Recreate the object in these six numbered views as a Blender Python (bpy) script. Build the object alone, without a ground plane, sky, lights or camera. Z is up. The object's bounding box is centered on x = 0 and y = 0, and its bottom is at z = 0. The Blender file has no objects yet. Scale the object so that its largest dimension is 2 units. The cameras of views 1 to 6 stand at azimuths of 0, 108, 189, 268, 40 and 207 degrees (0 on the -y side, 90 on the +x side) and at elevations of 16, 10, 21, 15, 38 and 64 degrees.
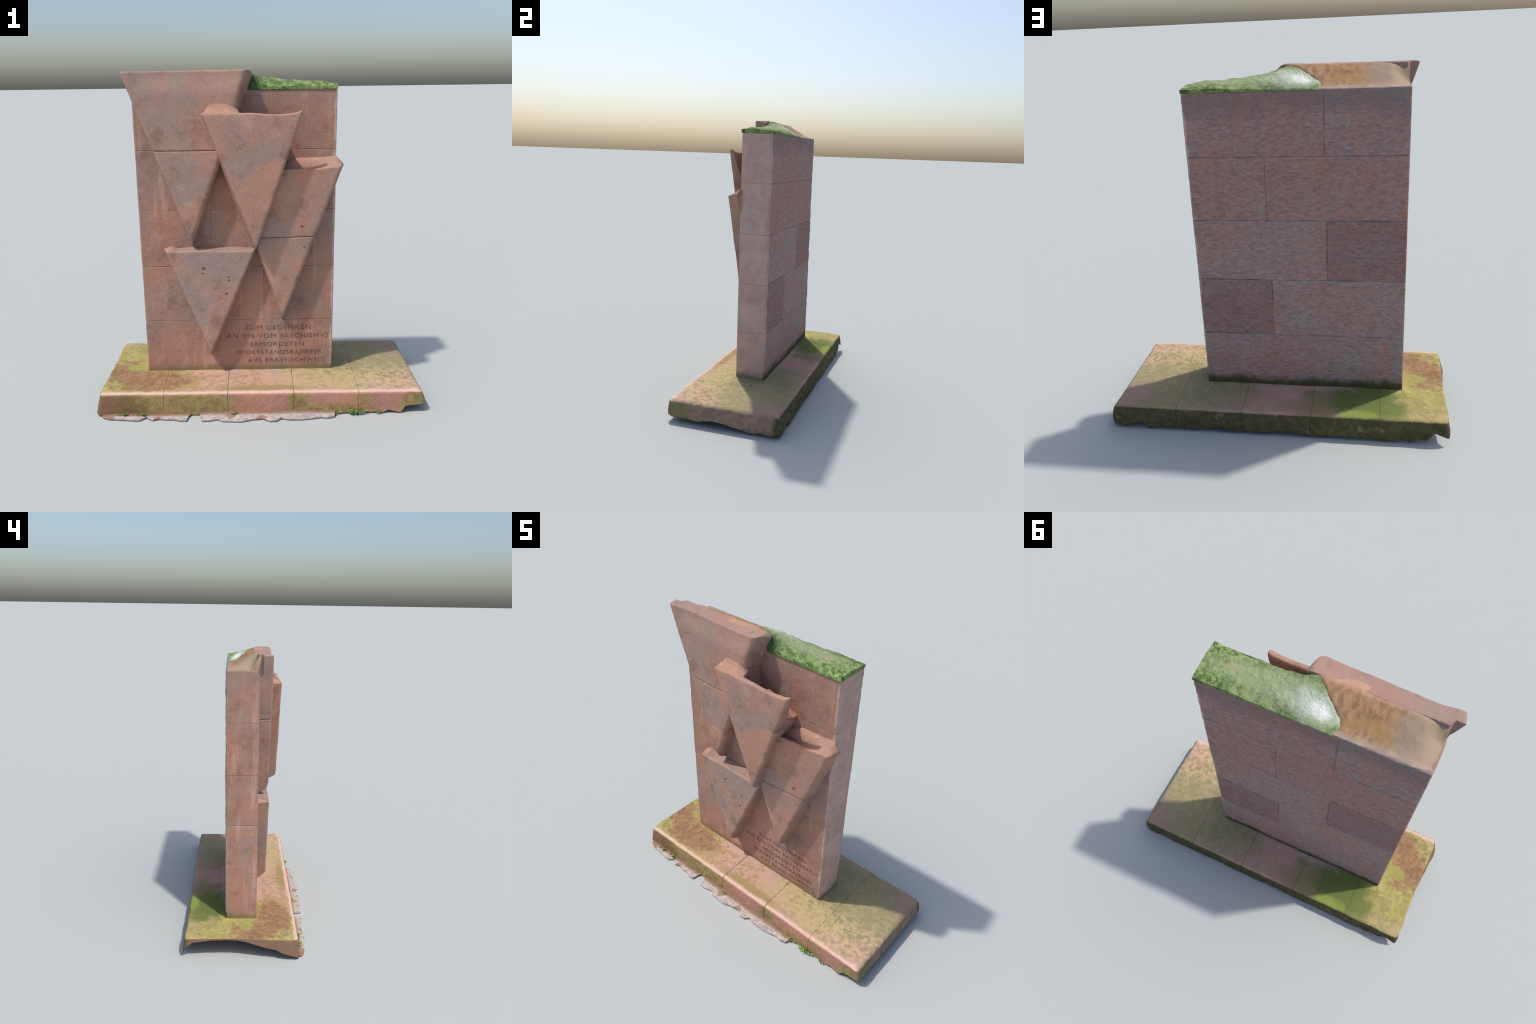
import bpy, math
import numpy as np
from mathutils import Vector

# ----------------------------------------------------------------------------
# Red sandstone memorial stele: a slab of coursed ashlar with four relief
# triangles on its front, an inscription, a mossy top and a low stone plinth.
# World frame: x to the right, -y towards the viewer, z up, metres.
# ----------------------------------------------------------------------------
STELE_LO = np.array([-0.712, -0.070, 0.140])
STELE_HI = np.array([0.455, 0.147, 1.888])
COURSES = [0.140, 0.500, 0.850, 1.200, 1.551, 1.888]
PLINTH_LO = np.array([-0.954, -0.346, 0.0])
PLINTH_HI = np.array([0.962, 0.415, 0.142])
PLINTH_JOINTS = [-0.582, -0.196, 0.200, 0.588]

# ------------------------------------------------------------------ utilities
def srgb(r, g, b):
    f = lambda c: (c / 12.92 if c <= 0.04045 else ((c + 0.055) / 1.055) ** 2.4)
    return (f(r / 255), f(g / 255), f(b / 255), 1.0)

def _hash(ix, iy, iz, seed):
    n = (ix.astype(np.int64) * 374761393 + iy.astype(np.int64) * 668265263
         + iz.astype(np.int64) * 2147483647 + seed * 974634777) & 0xFFFFFFFF
    n = ((n ^ (n >> 13)) * 1274126177) & 0xFFFFFFFF
    n = ((n ^ (n >> 16)) * 2246822519) & 0xFFFFFFFF
    return ((n ^ (n >> 15)) & 0xFFFFFF) / float(0xFFFFFF)

def vnoise(p, freq, seed=0):
    """smooth value noise in -1..1 at points p (n,3)"""
    q = p * freq
    i = np.floor(q).astype(np.int64)
    f = q - i
    f = f * f * (3 - 2 * f)
    out = 0
    for dx in (0, 1):
        wx = f[:, 0] if dx else 1 - f[:, 0]
        for dy in (0, 1):
            wy = f[:, 1] if dy else 1 - f[:, 1]
            for dz in (0, 1):
                wz = f[:, 2] if dz else 1 - f[:, 2]
                out = out + wx * wy * wz * _hash(i[:, 0] + dx, i[:, 1] + dy, i[:, 2] + dz, seed)
    return out * 2 - 1

def fbm(p, freq, octaves=4, gain=0.5, seed=0):
    a, s, tot = 1.0, 0.0, 0.0
    for o in range(octaves):
        s = s + a * vnoise(p, freq * 2 ** o, seed + 17 * o)
        tot += a
        a *= gain
    return s / tot

def sstep(a, b, x):
    t = np.clip((x - a) / (b - a), 0, 1)
    return t * t * (3 - 2 * t)

def curve(pts, x):
    pts = sorted(pts)
    return np.interp(x, [p[0] for p in pts], [p[1] for p in pts])

def make_mesh(name, verts, faces, mat, parent=None, smooth=True):
    me = bpy.data.meshes.new(name)
    faces = np.asarray(faces)
    k = faces.shape[1]
    me.vertices.add(len(verts))
    me.vertices.foreach_set("co", np.asarray(verts, dtype=np.float32).ravel())
    me.loops.add(faces.size)
    me.loops.foreach_set("vertex_index", faces.astype(np.int32).ravel())
    me.polygons.add(len(faces))
    me.polygons.foreach_set("loop_start", np.arange(0, faces.size, k, dtype=np.int32))
    me.polygons.foreach_set("loop_total", np.full(len(faces), k, dtype=np.int32))
    me.update(calc_edges=True)
    me.validate()
    if smooth:
        me.polygons.foreach_set("use_smooth", np.ones(len(faces), dtype=bool))
    me.materials.append(mat)
    ob = bpy.data.objects.new(name, me)
    bpy.context.scene.collection.objects.link(ob)
    if parent:
        ob.parent = parent
    return ob

def stations(a, b, step, dense=()):
    """sample positions from a to b, with extra fine ones round each value in dense"""
    n = max(2, int(math.ceil((b - a) / step)) + 1)
    s = list(np.linspace(a, b, n))
    for d in dense:
        for o in (0.0015, 0.003, 0.005, 0.008, 0.012, 0.017):
            for v in (d - o, d + o):
                if a < v < b:
                    s.append(v)
    s = np.array(sorted(s))
    keep = [0]
    for i in range(1, len(s) - 1):
        if s[i] - s[keep[-1]] > 0.0011 and s[-1] - s[i] > 0.0011:
            keep.append(i)
    keep.append(len(s) - 1)
    return s[keep]

def lattice_box(xs, ys, zs):
    """surface lattice of a box: points and outward quads"""
    nx, ny, nz = len(xs), len(ys), len(zs)
    quads = []
    idx = lambda i, j, k: (i * ny + j) * nz + k
    def patch(fn, n, m, flip):
        I, J = np.meshgrid(np.arange(n - 1), np.arange(m - 1), indexing="ij")
        I, J = I.ravel(), J.ravel()
        q = np.stack([fn(I, J), fn(I + 1, J), fn(I + 1, J + 1), fn(I, J + 1)], 1)
        quads.append(q[:, ::-1] if flip else q)
    patch(lambda a, b: idx(a, b, 0), nx, ny, True)
    patch(lambda a, b: idx(a, b, nz - 1), nx, ny, False)
    patch(lambda a, b: idx(a, 0, b), nx, nz, False)
    patch(lambda a, b: idx(a, ny - 1, b), nx, nz, True)
    patch(lambda a, b: idx(0, a, b), ny, nz, True)
    patch(lambda a, b: idx(nx - 1, a, b), ny, nz, False)
    q = np.concatenate(quads)
    u, inv = np.unique(q, return_inverse=True)
    q = inv.reshape(q.shape)
    k = u % nz
    j = (u // nz) % ny
    i = u // (nz * ny)
    return np.stack([xs[i], ys[j], zs[k]], 1), q

def round_box(p, lo, hi, r):
    """bend a plain box's points to a box with rounded edges; r per axis pair"""
    q = np.minimum(np.maximum(p, lo + r), hi - r)
    d = p - q
    m = np.abs(d).max(1) / r
    L = np.linalg.norm(d, axis=1)
    n = d / np.maximum(L, 1e-9)[:, None]
    return q + n * (m * r)[:, None], n, m

def surface_nets(f, lo, hi, h):
    """mesh the zero level of f sampled on a regular grid"""
    ax = [np.arange(lo[a], hi[a] + h, h) for a in range(3)]
    X, Y, Z = np.meshgrid(*ax, indexing="ij")
    P = np.stack([X.ravel(), Y.ravel(), Z.ravel()], 1)
    V = f(P).reshape(X.shape)
    n = V.shape
    S = V < 0
    acc = np.zeros(tuple(s - 1 for s in n) + (3,))
    cnt = np.zeros(tuple(s - 1 for s in n))
    corners = [(a, b, c) for a in (0, 1) for b in (0, 1) for c in (0, 1)]
    def sub(A, o):
        return A[o[0]:n[0] - 1 + o[0], o[1]:n[1] - 1 + o[1], o[2]:n[2] - 1 + o[2]]
    for c in corners:
        for a in range(3):
            if c[a]:
                continue
            e = list(c); e[a] = 1
            v0, v1 = sub(V, c), sub(V, e)
            x = (v0 < 0) != (v1 < 0)
            t = np.where(x, v0 / np.where(x, v0 - v1, 1), 0)
            for k in range(3):
                acc[..., k] += np.where(x, (c[k] + (t if k == a else 0)), 0)
            cnt += x
    act = cnt > 0
    ids = -np.ones(cnt.shape, dtype=np.int64)
    ids[act] = np.arange(act.sum())
    base = np.argwhere(act)
    verts = (base + acc[act] / cnt[act][:, None]) * h + np.array([a[0] for a in ax])
    quads = []
    for a in range(3):
        b, c = (a + 1) % 3, (a + 2) % 3
        sl0 = [slice(None)] * 3; sl1 = [slice(None)] * 3
        sl0[a] = slice(0, n[a] - 1); sl1[a] = slice(1, n[a])
        cr = S[tuple(sl0)] != S[tuple(sl1)]
        e = np.argwhere(cr)
        e = e[(e[:, b] > 0) & (e[:, c] > 0) & (e[:, b] < n[b] - 1) & (e[:, c] < n[c] - 1)]
        ins = S[tuple(e.T)]
        def at(db, dc):
            q = e.copy(); q[:, b] += db; q[:, c] += dc
            return ids[tuple(q.T)]
        q = np.stack([at(-1, -1), at(0, -1), at(0, 0), at(-1, 0)], 1)
        q[~ins] = q[~ins][:, ::-1]
        quads.append(q)
    return verts, np.concatenate(quads)

def smax(a, b, k):
    h = np.clip(0.5 - 0.5 * (b - a) / k, 0, 1)
    return b * (1 - h) + a * h + k * h * (1 - h)

def smin(a, b, k):
    return -smax(-a, -b, k)

# ------------------------------------------------------------------ materials
class Graph:
    def __init__(self, name, rough=0.9):
        self.mat = bpy.data.materials.new(name)
        self.mat.use_nodes = True
        self.t = self.mat.node_tree
        self.t.nodes.clear()
        self.out = self.t.nodes.new("ShaderNodeOutputMaterial")
        self.bsdf = self.t.nodes.new("ShaderNodeBsdfPrincipled")
        self.bsdf.inputs["Roughness"].default_value = rough
        self.bsdf.inputs["Specular IOR Level"].default_value = 0.15
        self.t.links.new(self.bsdf.outputs[0], self.out.inputs[0])
        tc = self.t.nodes.new("ShaderNodeTexCoord")
        self.co = tc.outputs["Object"]
        self.nrm = tc.outputs["Normal"]
        sp = self.t.nodes.new("ShaderNodeSeparateXYZ")
        self.t.links.new(self.co, sp.inputs[0])
        self.x, self.y, self.z = sp.outputs
        sn = self.t.nodes.new("ShaderNodeSeparateXYZ")
        self.t.links.new(self.nrm, sn.inputs[0])
        self.nx, self.ny, self.nz = sn.outputs
    def put(self, sock, v):
        if hasattr(v, "links"):
            self.t.links.new(v, sock)
        else:
            sock.default_value = v
    def m(self, op, a, b=0.0, clamp=False):
        n = self.t.nodes.new("ShaderNodeMath")
        n.operation = op
        n.use_clamp = clamp
        self.put(n.inputs[0], a); self.put(n.inputs[1], b)
        return n.outputs[0]
    def add(self, a, b): return self.m("ADD", a, b)
    def sub(self, a, b): return self.m("SUBTRACT", a, b)
    def mul(self, a, b): return self.m("MULTIPLY", a, b)
    def step(self, v, a, b, lo=0.0, hi=1.0):
        n = self.t.nodes.new("ShaderNodeMapRange")
        n.interpolation_type = "SMOOTHSTEP"
        if b < a:
            a, b, lo, hi = b, a, hi, lo
        self.put(n.inputs[0], v)
        n.inputs[1].default_value = a; n.inputs[2].default_value = b
        n.inputs[3].default_value = lo; n.inputs[4].default_value = hi
        return n.outputs[0]
    def coords(self, scale=(1, 1, 1), loc=(0, 0, 0), rot=(0, 0, 0)):
        n = self.t.nodes.new("ShaderNodeMapping")
        self.t.links.new(self.co, n.inputs[0])
        n.inputs["Location"].default_value = loc
        n.inputs["Rotation"].default_value = rot
        n.inputs["Scale"].default_value = scale
        return n.outputs[0]
    def noise(self, scale, detail=4, rough=0.55, dist=0.0, co=None):
        n = self.t.nodes.new("ShaderNodeTexNoise")
        self.t.links.new(co or self.co, n.inputs["Vector"])
        n.inputs["Scale"].default_value = scale
        n.inputs["Detail"].default_value = detail
        n.inputs["Roughness"].default_value = rough
        n.inputs["Distortion"].default_value = dist
        return n.outputs[0]
    def voronoi(self, scale, co=None, out="Distance", feature="F1"):
        n = self.t.nodes.new("ShaderNodeTexVoronoi")
        n.feature = feature
        self.t.links.new(co or self.co, n.inputs["Vector"])
        n.inputs["Scale"].default_value = scale
        return n.outputs[out]
    def mix(self, f, a, b, mode="MIX"):
        n = self.t.nodes.new("ShaderNodeMix")
        n.data_type = "RGBA"
        n.blend_type = mode
        self.put(n.inputs[0], f); self.put(n.inputs[6], a); self.put(n.inputs[7], b)
        return n.outputs[2]
    def blob(self, cx, cy, rx, ry, wob, soft=0.5, a=None, b=None):
        """soft-edged patch round (cx, cy), its rim broken by the noise wob"""
        dx = self.mul(self.sub(a or self.x, cx), 1 / rx)
        dy = self.mul(self.sub(b or self.y, cy), 1 / ry)
        d = self.m("SQRT", self.add(self.mul(dx, dx), self.mul(dy, dy)))
        d = self.add(d, wob)
        return self.step(d, 1.0 + soft * 0.5, 1.0 - soft * 0.5)
    def bump(self, h, strength, dist):
        n = self.t.nodes.new("ShaderNodeBump")
        n.inputs["Strength"].default_value = strength
        n.inputs["Distance"].default_value = dist
        self.put(n.inputs["Height"], h)
        self.t.links.new(n.outputs[0], self.bsdf.inputs["Normal"])
    def color(self, c):
        self.put(self.bsdf.inputs["Base Color"], c)
        return self.mat

STONE = srgb(186, 146, 127)
STONE_RED = srgb(193, 136, 112)
STONE_GREY = srgb(170, 144, 135)
STONE_PALE = srgb(208, 174, 157)

def sandstone_color(g, tone=(1, 1, 1)):
    big = g.noise(2.2, 3, 0.5, 0.6)
    mid = g.noise(9, 5, 0.6, 0.4)
    fine = g.noise(110, 3, 0.7)
    grain = g.noise(330, 2, 0.6)
    c = g.mix(g.step(big, 0.42, 0.62), STONE, STONE_GREY)
    vein = g.noise(5.5, 4, 0.6, 1.4, g.coords((1.0, 1.0, 0.55), (3.1, 0.7, 1.9), (0.3, 0.5, 0.2)))
    c = g.mix(g.mul(g.step(vein, 0.52, 0.72), 0.6), c, STONE_RED)
    c = g.mix(g.mul(g.step(mid, 0.56, 0.74), 0.45), c, STONE_PALE)
    c = g.mix(g.mul(g.step(mid, 0.50, 0.28), 0.6), c, srgb(136, 106, 95))
    c = g.mix(g.step(fine, 0.3, 0.72, 0.0, 0.42), g.mix(1.0, c, (0.70, 0.69, 0.69, 1), "MULTIPLY"), g.mix(1.0, c, (1.14, 1.12, 1.10, 1), "MULTIPLY"))
    c = g.mix(g.step(grain, 0.60, 0.72, 0.0, 0.22), c, srgb(120, 95, 92))
    return c, big, mid, fine, grain

def stele_material(name, tone, back_tone, pits=False):
    """dressed red sandstone; its rock-faced back is coloured darker and greyer"""
    g = Graph(name)
    c, big, mid, fine, grain = sandstone_color(g)
    c = g.mix(1.0, c, tone + (1,), "MULTIPLY")
    # pale water streaks that run down the face
    st = g.noise(14, 3, 0.6, 0.2, g.coords((1, 1, 0.12)))
    c = g.mix(g.mul(g.step(st, 0.52, 0.72), 0.35), c, STONE_PALE)
    # grey weathering below the top edge
    gw = g.mul(g.step(g.add(g.z, g.mul(g.sub(g.noise(7, 5, 0.65, 0.3), 0.5), 0.35)), 1.70, 1.90), 0.50)
    c = g.mix(gw, c, srgb(146, 122, 112))
    # back: darker grey colour, broken by red patches
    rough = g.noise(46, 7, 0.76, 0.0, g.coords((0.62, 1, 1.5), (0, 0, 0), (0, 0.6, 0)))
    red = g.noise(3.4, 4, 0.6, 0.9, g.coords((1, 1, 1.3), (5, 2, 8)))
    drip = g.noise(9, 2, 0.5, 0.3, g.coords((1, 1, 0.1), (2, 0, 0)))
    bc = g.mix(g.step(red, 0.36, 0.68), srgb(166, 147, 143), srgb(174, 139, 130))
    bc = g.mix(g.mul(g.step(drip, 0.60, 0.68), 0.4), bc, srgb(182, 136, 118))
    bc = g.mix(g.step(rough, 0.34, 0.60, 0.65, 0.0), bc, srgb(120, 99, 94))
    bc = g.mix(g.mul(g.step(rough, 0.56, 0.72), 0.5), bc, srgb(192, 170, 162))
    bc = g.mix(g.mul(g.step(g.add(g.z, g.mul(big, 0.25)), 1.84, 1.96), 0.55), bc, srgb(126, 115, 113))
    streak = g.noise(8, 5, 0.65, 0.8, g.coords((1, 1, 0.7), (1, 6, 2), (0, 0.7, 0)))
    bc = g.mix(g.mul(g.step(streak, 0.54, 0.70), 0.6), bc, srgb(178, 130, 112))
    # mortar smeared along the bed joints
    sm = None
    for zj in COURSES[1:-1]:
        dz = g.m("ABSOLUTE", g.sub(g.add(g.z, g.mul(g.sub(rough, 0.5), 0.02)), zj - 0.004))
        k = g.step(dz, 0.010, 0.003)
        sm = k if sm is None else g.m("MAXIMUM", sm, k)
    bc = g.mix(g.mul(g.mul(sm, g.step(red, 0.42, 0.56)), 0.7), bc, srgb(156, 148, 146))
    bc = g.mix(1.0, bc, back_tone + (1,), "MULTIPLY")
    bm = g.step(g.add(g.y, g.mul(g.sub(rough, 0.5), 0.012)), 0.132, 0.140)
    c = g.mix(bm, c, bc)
    pale = g.step(g.add(g.x, g.mul(g.sub(mid, 0.5), 0.03)), 0.438, 0.452)
    c = g.mix(g.mul(pale, 0.7), c, g.mix(g.step(mid, 0.35, 0.65), srgb(196, 166, 154), srgb(212, 182, 170)))
    # green algae in the damp foot of the slab
    foot = g.add(g.z, g.mul(g.sub(mid, 0.5), 0.09))
    c = g.mix(g.mul(g.step(foot, 0.215, 0.165), 0.8), c, srgb(122, 108, 72))
    c = g.mix(g.mul(g.mul(g.step(foot, 0.235, 0.175), bm), 0.8), c, srgb(62, 66, 38))
    g.color(c)
    hgt = g.add(g.mul(fine, 0.5), g.mul(g.mul(rough, bm), 1.5))
    g.bump(hgt, 0.65, 0.006)
    return g.mat

def relief_material(name, tone=(1, 1, 1)):
    g = Graph(name)
    c, big, mid, fine, grain = sandstone_color(g)
    c = g.mix(1.0, c, tone + (1,), "MULTIPLY")
    # grey weathering below the top edge
    gw = g.mul(g.step(g.add(g.z, g.mul(g.sub(g.noise(7, 5, 0.65, 0.3), 0.5), 0.35)), 1.70, 1.90), 0.40)
    c = g.mix(gw, c, srgb(152, 130, 121))
    # small weathered pits and blue-grey quartz spots
    v = g.voronoi(17, g.coords((1, 1, 1), (0.37, 0.2, 0.61)))
    c = g.mix(g.mul(g.step(v, 0.16, 0.10), 0.4), c, srgb(150, 140, 142))
    v2 = g.voronoi(26, g.coords((1, 1, 1), (1.37, 0.9, 0.11)))
    c = g.mix(g.mul(g.step(v2, 0.10, 0.06), 0.6), c, srgb(110, 82, 76))
    for px, pz, r in ((-0.331, 0.862, 0.012), (-0.338, 0.829, 0.007), (-0.183, 0.806, 0.007),
                      (-0.181, 0.785, 0.008), (-0.198, 0.70, 0.009), (0.253, 1.112, 0.010), (0.268, 0.985, 0.007)):
        b = g.blob(px, pz, r, r * 0.75, g.mul(g.sub(fine, 0.5), 0.8), 0.6, g.x, g.z)
        c = g.mix(g.mul(b, 0.75), c, srgb(70, 52, 50))
    g.color(c)
    g.bump(fine, 0.45, 0.003)
    return g.mat

def plinth_material():
    g = Graph("mossy_sandstone")
    c, big, mid, fine, grain = sandstone_color(g)
    wob = g.mul(g.sub(g.noise(7, 5, 0.62, 0.6), 0.5), 1.5)
    wob2 = g.mul(g.sub(g.noise(19, 5, 0.65, 0.4, g.coords((1, 1, 1), (4, 4, 4))), 0.5), 1.6)
    speck = g.noise(75, 4, 0.7)
    patch = g.noise(30, 7, 0.74, 0.2, g.coords((1, 1, 1), (9, 1, 3)))
    up = g.step(g.nz, 0.45, 0.85)
    # --- top side
    t = g.mix(0.45, c, STONE_PALE)
    t = g.mix(g.step(speck, 0.40, 0.30, 0.0, 0.5), t, srgb(140, 108, 88))
    olive = g.mix(g.step(patch, 0.35, 0.65), srgb(136, 130, 90), srgb(160, 148, 112))
    film = g.blob(0.66, 0.10, 0.52, 0.42, wob, 0.9)
    t = g.mix(g.mul(film, 0.92), t, olive)
    t = g.mix(g.mul(g.mul(g.blob(0.86, -0.20, 0.30, 0.16, wob2, 1.0), g.step(patch, 0.42, 0.6)), 0.8), t, srgb(205, 168, 140))
    t = g.mix(g.mul(g.blob(0.93, 0.33, 0.16, 0.16, wob, 0.9), 0.6), t, srgb(150, 128, 118))
    lich = g.mul(g.blob(0.42, -0.19, 0.34, 0.13, wob, 0.9), g.step(patch, 0.40, 0.56))
    t = g.mix(g.mul(lich, 0.85), t, srgb(184, 164, 116))
    lich2 = g.mul(g.blob(-0.28, -0.23, 0.40, 0.11, wob, 0.9), g.step(patch, 0.44, 0.60))
    t = g.mix(g.mul(lich2, 0.8), t, srgb(150, 126, 84))
    band = g.blob(0.0, -0.290, 0.26, 0.036, g.mul(wob, 0.6), 0.9)
    t = g.mix(g.mul(band, 0.85), t, srgb(148, 132, 88))
    # left end: thick yellow moss behind, brown dirt in front
    moss = g.mix(g.step(patch, 0.36, 0.62), srgb(140, 131, 80), srgb(172, 162, 98))
    moss = g.mix(g.step(speck, 0.40, 0.30, 0.0, 0.8), moss, srgb(112, 104, 68))
    t = g.mix(g.mul(g.blob(-0.86, 0.02, 0.40, 0.52, wob, 0.8), 0.95), t, moss)
    t = g.mix(g.mul(g.blob(-0.40, 0.33, 0.34, 0.13, wob, 0.9), 0.75), t, srgb(124, 120, 80))
    t = g.mix(g.mul(g.blob(-0.50, 0.27, 0.20, 0.14, wob, 0.7), 0.9), t, srgb(98, 112, 58))
    t = g.mix(g.mul(g.blob(-0.46, 0.40, 0.10, 0.05, wob2, 0.7), 0.9), t, srgb(132, 146, 72))
    t = g.mix(g.mul(g.blob(-0.19, 0.205, 0.05, 0.03, wob2, 1.0), 0.6), t, srgb(112, 120, 66))
    dirt = g.mix(g.step(patch, 0.4, 0.62), srgb(130, 98, 74), srgb(156, 120, 94))
    dm = g.m("MAXIMUM", g.blob(-0.86, -0.06, 0.12, 0.15, wob2, 0.6), g.blob(-0.66, -0.19, 0.24, 0.12, wob2, 0.6))
    t = g.mix(g.mul(dm, 0.9), t, dirt)
    t = g.mix(g.mul(g.blob(-0.80, 0.00, 0.07, 0.05, wob2, 0.5), 0.9), t, srgb(150, 146, 84))
    # rim of the front edge worn bare
    rim = g.step(g.add(g.y, g.mul(g.sub(mid, 0.5), 0.05)), -0.305, -0.330)
    t = g.mix(g.mul(rim, 0.8), t, srgb(216, 182, 166))
    t = g.mix(g.step(g.voronoi(24, g.coords((1, 1, 1), (7, 3, 0))), 0.07, 0.04, 0.0, 0.7), t, srgb(214, 190, 160))
    # dark seam at the foot of the slab
    # --- walls
    w = g.mix(0.45, c, srgb(190, 128, 104))
    w = g.mix(g.mul(g.step(patch, 0.5, 0.7), 0.4), w, srgb(150, 118, 84))
    fo = g.mix(g.step(patch, 0.36, 0.64), srgb(126, 108, 74), srgb(160, 143, 90))
    fm = g.m("MAXIMUM", g.blob(-0.70, 0.06, 0.16, 0.11, wob, 0.9, g.x, g.z), g.blob(-0.41, 0.05, 0.24, 0.13, wob, 0.9, g.x, g.z))
    fm = g.m("MAXIMUM", fm, g.blob(0.22, 0.06, 0.07, 0.14, wob, 0.9, g.x, g.z))
    fm = g.m("MAXIMUM", fm, g.blob(0.40, 0.02, 0.24, 0.045, wob, 0.9, g.x, g.z))
    fm = g.m("MAXIMUM", fm, g.blob(0.93, 0.06, 0.10, 0.10, wob, 0.9, g.x, g.z))
    fm = g.m("MAXIMUM", fm, g.mul(g.blob(0.62, 0.04, 0.07, 0.10, wob, 0.9, g.x, g.z), 0.6))
    w = g.mix(g.mul(fm, 0.9), w, fo)
    w = g.mix(g.mul(g.blob(-0.88, 0.05, 0.16, 0.13, wob, 1.0, g.x, g.z), 0.75), w, srgb(116, 90, 68))
    # back wall: dark wet moss, a few bare red places
    dk = g.mix(g.step(patch, 0.38, 0.62), srgb(66, 68, 42), srgb(92, 88, 60))
    bm = g.mul(g.step(g.y, 0.36, 0.40), g.step(g.add(mid, g.mul(wob, 0.1)), 0.74, 0.60))
    w = g.mix(g.mul(bm, 0.92), w, dk)
    # right wall: grey mauve stone, some green at its front corner and foot
    rm = g.mul(g.step(g.x, 0.93, 0.955), g.step(g.y, 0.40, 0.36))
    w = g.mix(g.mul(rm, 0.7), w, g.mix(g.step(patch, 0.38, 0.62), srgb(138, 116, 108), srgb(166, 138, 128)))
    w = g.mix(g.mul(g.mul(rm, g.blob(-0.30, 0.08, 0.12, 0.09, wob, 0.9, g.y, g.z)), 0.9), w, srgb(134, 127, 84))
    lm = g.step(g.x, -0.93, -0.955)
    w = g.mix(g.mul(lm, 0.6), w, srgb(112, 92, 76))  # left wall tinted dark brown, keeping part of the scan's baked shade
    c = g.mix(up, w, t)
    c = g.mix(g.step(grain, 0.58, 0.72, 0.0, 0.3), c, srgb(110, 92, 72))
    g.color(c)
    g.bump(g.add(fine, g.mul(patch, 1.2)), 0.6, 0.005)
    return g.mat

def crust_material():
    g = Graph("weathered_top_stone")
    st = g.noise(30, 4, 0.6, 0.4, g.coords((1, 0.22, 1), (0, 0, 0), (0, 0, 0.25)))
    big = g.noise(5, 4, 0.6, 0.5)
    fine = g.noise(90, 3, 0.7)
    c = g.mix(g.step(st, 0.36, 0.64), srgb(140, 110, 82), srgb(168, 134, 104))
    c = g.mix(g.mul(g.step(big, 0.50, 0.66), 0.6), c, srgb(166, 136, 84))
    wob = g.mul(g.sub(g.noise(9, 4, 0.6, 0.4), 0.5), 1.4)
    c = g.mix(g.mul(g.blob(-0.63, 0.04, 0.14, 0.16, wob, 0.9), 0.85), c, srgb(158, 138, 122))
    c = g.mix(g.mul(g.blob(-0.655, -0.03, 0.035, 0.04, wob, 1.2), 0.35), c, srgb(160, 150, 104))
    back = g.step(g.add(g.y, g.mul(wob, 0.012)), 0.105, 0.135)
    c = g.mix(g.mul(back, 0.8), c, srgb(176, 158, 140))
    front = g.step(g.add(g.y, g.mul(wob, 0.03)), -0.035, -0.075)
    c = g.mix(g.mul(front, 0.85), c, srgb(184, 146, 128))
    g.color(c)
    g.bump(g.add(st, fine), 0.4, 0.004)
    return g.mat

def moss_material():
    g = Graph("moss_cushion", 0.95)
    n = g.noise(34, 5, 0.7, 0.6)
    n2 = g.noise(110, 4, 0.75)
    big = g.noise(6, 3, 0.6, 0.4)
    c = g.mix(g.step(n, 0.38, 0.62), srgb(78, 104, 56), srgb(148, 166, 106))
    c = g.mix(g.mul(g.step(n2, 0.56, 0.72), 0.6), c, srgb(188, 198, 162))
    c = g.mix(g.mul(g.step(n2, 0.42, 0.30), 0.6), c, srgb(66, 88, 58))
    c = g.mix(g.mul(g.step(big, 0.50, 0.66), 0.5), c, srgb(150, 164, 116))
    wob = g.mul(g.sub(g.noise(12, 4, 0.65, 0.4), 0.5), 1.3)
    # overexposed sky glare painted onto the moss, pale to white towards the ridge
    c = g.mix(g.mul(g.blob(0.02, 0.045, 0.34, 0.075, g.mul(wob, 0.7), 1.3), 0.85), c, srgb(160, 174, 134))
    c = g.mix(g.mul(g.blob(-0.13, 0.075, 0.12, 0.055, wob, 1.3), 0.85), c, srgb(204, 212, 192))
    c = g.mix(g.mul(g.blob(-0.165, 0.085, 0.05, 0.03, wob, 0.8), 0.9), c, srgb(236, 238, 230))
    c = g.mix(g.mul(g.blob(0.30, 0.03, 0.035, 0.02, wob, 0.5), 0.5), c, srgb(180, 156, 128))
    c = g.mix(g.mul(g.blob(-0.02, -0.065, 0.05, 0.03, wob, 0.9), 0.7), c, srgb(48, 76, 46))
    g.color(c)
    g.bump(g.add(n, n2), 0.9, 0.008)
    return g.mat

def plain(name, a, b, scale=30, bump=0.4, dist=0.003):
    g = Graph(name)
    n = g.noise(scale, 5, 0.65, 0.3)
    g.color(g.mix(g.step(n, 0.34, 0.66), a, b))
    g.bump(n, bump, dist)
    return g.mat

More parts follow.
